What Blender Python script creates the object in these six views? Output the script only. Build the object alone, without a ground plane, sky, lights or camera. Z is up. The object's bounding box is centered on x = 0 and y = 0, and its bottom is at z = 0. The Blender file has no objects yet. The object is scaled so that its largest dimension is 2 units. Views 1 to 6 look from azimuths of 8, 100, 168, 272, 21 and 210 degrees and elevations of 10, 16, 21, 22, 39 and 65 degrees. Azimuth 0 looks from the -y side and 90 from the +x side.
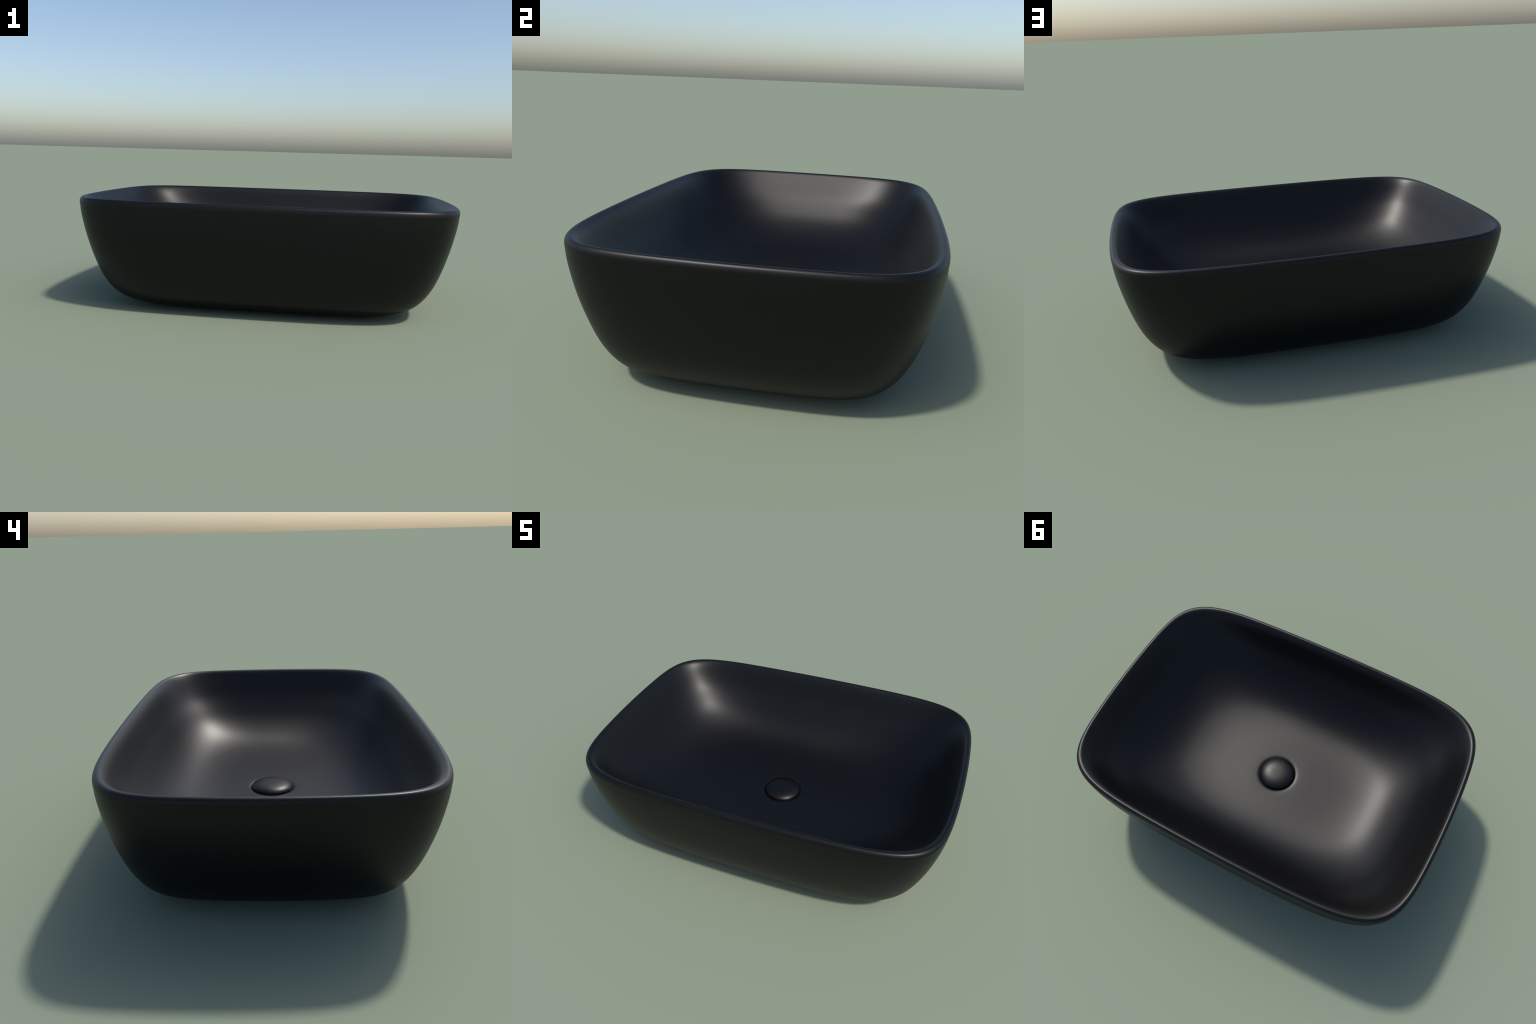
"""Matt black rectangular vessel wash basin with a domed drain plug."""
import bpy, math
import numpy as np

N_AROUND = 320          # vertices round each horizontal ring

# ------------------------------------------------------------------ profile
# The basin is a loft of rounded-rectangle rings.  Each station of the profile
# holds: half length (x), half width (y), height (z), squareness of the corner
# seen along the long side / along the short side, and bow of the two sides.
OUTER = [
    # hx,    hy,    z,     nx,  ny,  bx,    by
    (0.300, 0.200, 0.000, 3.0, 3.0, 0.02, 0.02),
    (0.540, 0.330, 0.000, 5.0, 5.0, 0.04, 0.04),
    (0.630, 0.395, 0.002, 5.5, 6.0, 0.045, 0.045),
    (0.697, 0.453, 0.011, 5.7, 6.5, 0.035, 0.035),
    (0.752, 0.507, 0.030, 5.7, 6.6, 0.035, 0.035),
    (0.796, 0.548, 0.052, 5.8, 6.7, 0.034, 0.034),
    (0.844, 0.588, 0.087, 5.8, 6.7, 0.037, 0.037),
    (0.902, 0.634, 0.164, 5.8, 6.6, 0.045, 0.044),
    (0.940, 0.668, 0.264, 5.8, 6.5, 0.044, 0.042),
    (0.970, 0.690, 0.382, 6.2, 6.6, 0.040, 0.037),
    (0.9935, 0.7050, 0.500, 6.6, 6.8, 0.042, 0.040),
    (0.9985, 0.7080, 0.550, 6.8, 7.0, 0.044, 0.045),
]
RIM = [
    (1.0000, 0.7085, 0.563, 6.8, 7.0, 0.044, 0.045),
    (0.9985, 0.7064, 0.576, 6.8, 7.0, 0.044, 0.045),
    (0.9925, 0.7000, 0.5850, 6.8, 7.0, 0.044, 0.045),
    (0.9835, 0.6910, 0.588, 6.8, 7.0, 0.044, 0.045),
    (0.9745, 0.6820, 0.585, 6.7, 6.9, 0.044, 0.045),
    (0.9650, 0.6720, 0.5755, 6.6, 6.8, 0.044, 0.045),
]
INNER = [
    (0.9500, 0.6590, 0.552, 6.3, 6.5, 0.044, 0.045),
    (0.921, 0.641, 0.506, 6.0, 6.2, 0.047, 0.045),
    (0.885, 0.616, 0.449, 5.5, 5.6, 0.050, 0.046),
    (0.840, 0.582, 0.391, 4.8, 4.9, 0.058, 0.048),
    (0.788, 0.542, 0.334, 4.4, 4.5, 0.065, 0.050),
    (0.726, 0.498, 0.287, 4.0, 4.1, 0.070, 0.055),
    (0.659, 0.450, 0.251, 3.6, 3.7, 0.075, 0.058),
    (0.582, 0.398, 0.2265, 3.3, 3.4, 0.080, 0.060),
    (0.493, 0.340, 0.2125, 3.0, 3.0, 0.080, 0.050),
    (0.394, 0.281, 0.2050, 2.7, 2.7, 0.060, 0.040),
    (0.270, 0.210, 0.2015, 2.4, 2.4, 0, 0),
    (0.165, 0.160, 0.2005, 2.0, 2.0, 0, 0),
    (0.130, 0.130, 0.2000, 2.0, 2.0, 0, 0),
    (0.119, 0.119, 0.1993, 2.0, 2.0, 0, 0),
    (0.112, 0.112, 0.1977, 2.0, 2.0, 0, 0),
    (0.1063, 0.1063, 0.1956, 2.0, 2.0, 0, 0),
    (0.1045, 0.1045, 0.188, 2.0, 2.0, 0, 0),
    (0.1040, 0.1040, 0.175, 2.0, 2.0, 0, 0),
    (0.085, 0.085, 0.170, 2.0, 2.0, 0, 0),
]
STEPS = 7               # loft rings between two profile stations


def catmull(points, steps):
    """Centripetal Catmull-Rom through the profile stations."""
    p = np.array(points, float)
    p = np.vstack([2 * p[0] - p[1], p, 2 * p[-1] - p[-2]])
    out = []
    for i in range(1, len(p) - 2):
        p0, p1, p2, p3 = p[i - 1:i + 3]
        t0 = 0.0
        t1 = t0 + max(np.linalg.norm((p1 - p0)[:3]), 1e-5) ** 0.5
        t2 = t1 + max(np.linalg.norm((p2 - p1)[:3]), 1e-5) ** 0.5
        t3 = t2 + max(np.linalg.norm((p3 - p2)[:3]), 1e-5) ** 0.5
        for k in range(steps):
            t = t1 + (t2 - t1) * k / steps
            a1 = (t1 - t) / (t1 - t0) * p0 + (t - t0) / (t1 - t0) * p1
            a2 = (t2 - t) / (t2 - t1) * p1 + (t - t1) / (t2 - t1) * p2
            a3 = (t3 - t) / (t3 - t2) * p2 + (t - t2) / (t3 - t2) * p3
            b1 = (t2 - t) / (t2 - t0) * a1 + (t - t0) / (t2 - t0) * a2
            b2 = (t3 - t) / (t3 - t1) * a2 + (t - t1) / (t3 - t1) * a3
            out.append((t2 - t) / (t2 - t1) * b1 + (t - t1) / (t2 - t1) * b2)
    out.append(p[-2])
    return np.array(out)


def ring(hx, hy, z, nx, ny, bx, by):
    """Closed rounded rectangle: |x/hx|^nx + |y/hy|^ny = 1, its short sides
    bowed by bx and its long sides by by, points evenly spaced by length."""
    u = np.linspace(0, 1, 600)
    x_of_y = np.maximum(1 - u ** ny, 0) ** (1 / nx)
    w = u[::-1]
    y_of_x = np.maximum(1 - w ** nx, 0) ** (1 / ny)
    cut = corner(nx, ny)
    qx = np.concatenate([x_of_y[u < cut], w[w < cut]])
    qy = np.concatenate([u[u < cut], y_of_x[w < cut]])
    qx, qy = hx * qx * (1 - bx * qy ** 2), hy * qy * (1 - by * qx ** 2)
    s = np.concatenate([[0], np.cumsum(np.hypot(np.diff(qx), np.diff(qy)))])
    t = np.linspace(0, s[-1], N_AROUND // 4 + 1)
    fx, fy = np.interp(t, s, qx), np.interp(t, s, qy)
    # mirror the quarter in both axes
    X = np.concatenate([fx[:-1], -fx[::-1][:-1], -fx[:-1], fx[::-1][:-1]])
    Y = np.concatenate([fy[:-1], fy[::-1][:-1], -fy[:-1], -fy[::-1][:-1]])
    return np.stack([X, Y, np.full_like(X, z)], 1)


def corner(nx, ny):
    """Point of the unit superellipse on the corner diagonal."""
    lo, hi = 0.0, 1.0
    for _ in range(40):
        m = (lo + hi) / 2
        if m ** nx + m ** ny < 1:
            lo = m
        else:
            hi = m
    return lo


def loft(name, rings, cap_start=False, cap_end=False):
    n = len(rings[0])
    verts = [tuple(v) for r in rings for v in r]
    faces = []
    for j in range(len(rings) - 1):
        for i in range(n):
            k = (i + 1) % n
            faces.append((j * n + i, j * n + k, (j + 1) * n + k, (j + 1) * n + i))
    if cap_start:
        c = len(verts)
        verts.append(tuple(np.mean(rings[0], 0)))
        faces += [(c, (i + 1) % n, i) for i in range(n)]
    if cap_end:
        c = len(verts)
        o = (len(rings) - 1) * n
        verts.append(tuple(np.mean(rings[-1], 0)))
        faces += [(c, o + i, o + (i + 1) % n) for i in range(n)]
    me = bpy.data.meshes.new(name)
    me.from_pydata(verts, [], faces)
    me.validate()
    me.polygons.foreach_set("use_smooth", [True] * len(me.polygons))
    ob = bpy.data.objects.new(name, me)
    bpy.context.scene.collection.objects.link(ob)
    return ob


def lathe(name, profile, n=128, steps=6):
    p = catmull([(r, r, z) for r, z in profile], steps)
    a = np.linspace(0, 2 * math.pi, n, endpoint=False)
    rings = [np.stack([q[0] * np.cos(a), q[0] * np.sin(a), np.full(n, q[2])], 1) for q in p]
    return rings


# ---------------------------------------------------------------- materials
def glaze(name, base, rough, spec, grain):
    """Dark satin glaze: near-black pigment with very faint mottling."""
    m = bpy.data.materials.new(name)
    m.use_nodes = True
    nt = m.node_tree
    b = nt.nodes["Principled BSDF"]
    co = nt.nodes.new("ShaderNodeTexCoord")
    no = nt.nodes.new("ShaderNodeTexNoise")
    no.inputs["Scale"].default_value = 6.0
    no.inputs["Detail"].default_value = 4.0
    nt.links.new(co.outputs["Object"], no.inputs["Vector"])
    cr = nt.nodes.new("ShaderNodeValToRGB")
    cr.color_ramp.elements[0].position = 0.3
    cr.color_ramp.elements[1].position = 0.7
    cr.color_ramp.elements[0].color = (*[c * (1 - grain) for c in base], 1)
    cr.color_ramp.elements[1].color = (*[c * (1 + grain) for c in base], 1)
    nt.links.new(no.outputs["Fac"], cr.inputs["Fac"])
    nt.links.new(cr.outputs["Color"], b.inputs["Base Color"])
    b.inputs["Roughness"].default_value = rough
    b.inputs["IOR"].default_value = 1.5
    b.inputs["Specular IOR Level"].default_value = spec
    return m


CERAMIC = glaze("black_ceramic_glaze", (0.0013, 0.0013, 0.0013), 0.41, 0.30, 0.03)
PLUG = glaze("black_plug_coating", (0.0013, 0.0013, 0.0013), 0.41, 0.30, 0.03)

# -------------------------------------------------------------------- build
root = bpy.data.objects.new("vessel_sink", None)
bpy.context.scene.collection.objects.link(root)
root["label"] = "matt black rectangular vessel sink with domed drain plug"
root["category"] = "wash basin"

stations = catmull(OUTER + RIM + INNER, STEPS)
for _ in range(8):      # even out the curvature where the spline pieces join
    stations[1:-1] = 0.25 * stations[:-2] + 0.5 * stations[1:-1] + 0.25 * stations[2:]
rings = [ring(*s) for s in stations]
basin = loft("basin", rings, cap_start=True, cap_end=True)
basin.data.materials.append(CERAMIC)
basin.parent = root

# domed plug: superelliptic cap, rolled edge, flat underside and a stem
R, RISE, EDGE = 0.1058, 0.0325, 0.1962
cap = [(R * r, EDGE + RISE * math.sqrt(max(1 - r ** 2.7, 0)))
       for r in (0.001, 0.2, 0.4, 0.55, 0.68, 0.79, 0.87, 0.93, 0.97, 0.993, 1.0)]
under = [(0.1035, EDGE - 0.0035), (0.098, EDGE - 0.006), (0.060, EDGE - 0.006), (0.03, EDGE - 0.007)]
plug = loft("drain_plug", lathe("p", cap + under)[::-1], cap_start=True, cap_end=True)
plug.data.materials.append(PLUG)
plug.parent = root
stem = loft("stem", lathe("s", [(0.030, 0.168), (0.030, EDGE - 0.005)], 48, 2), True, True)
stem.data.materials.append(PLUG)
stem.parent = plug
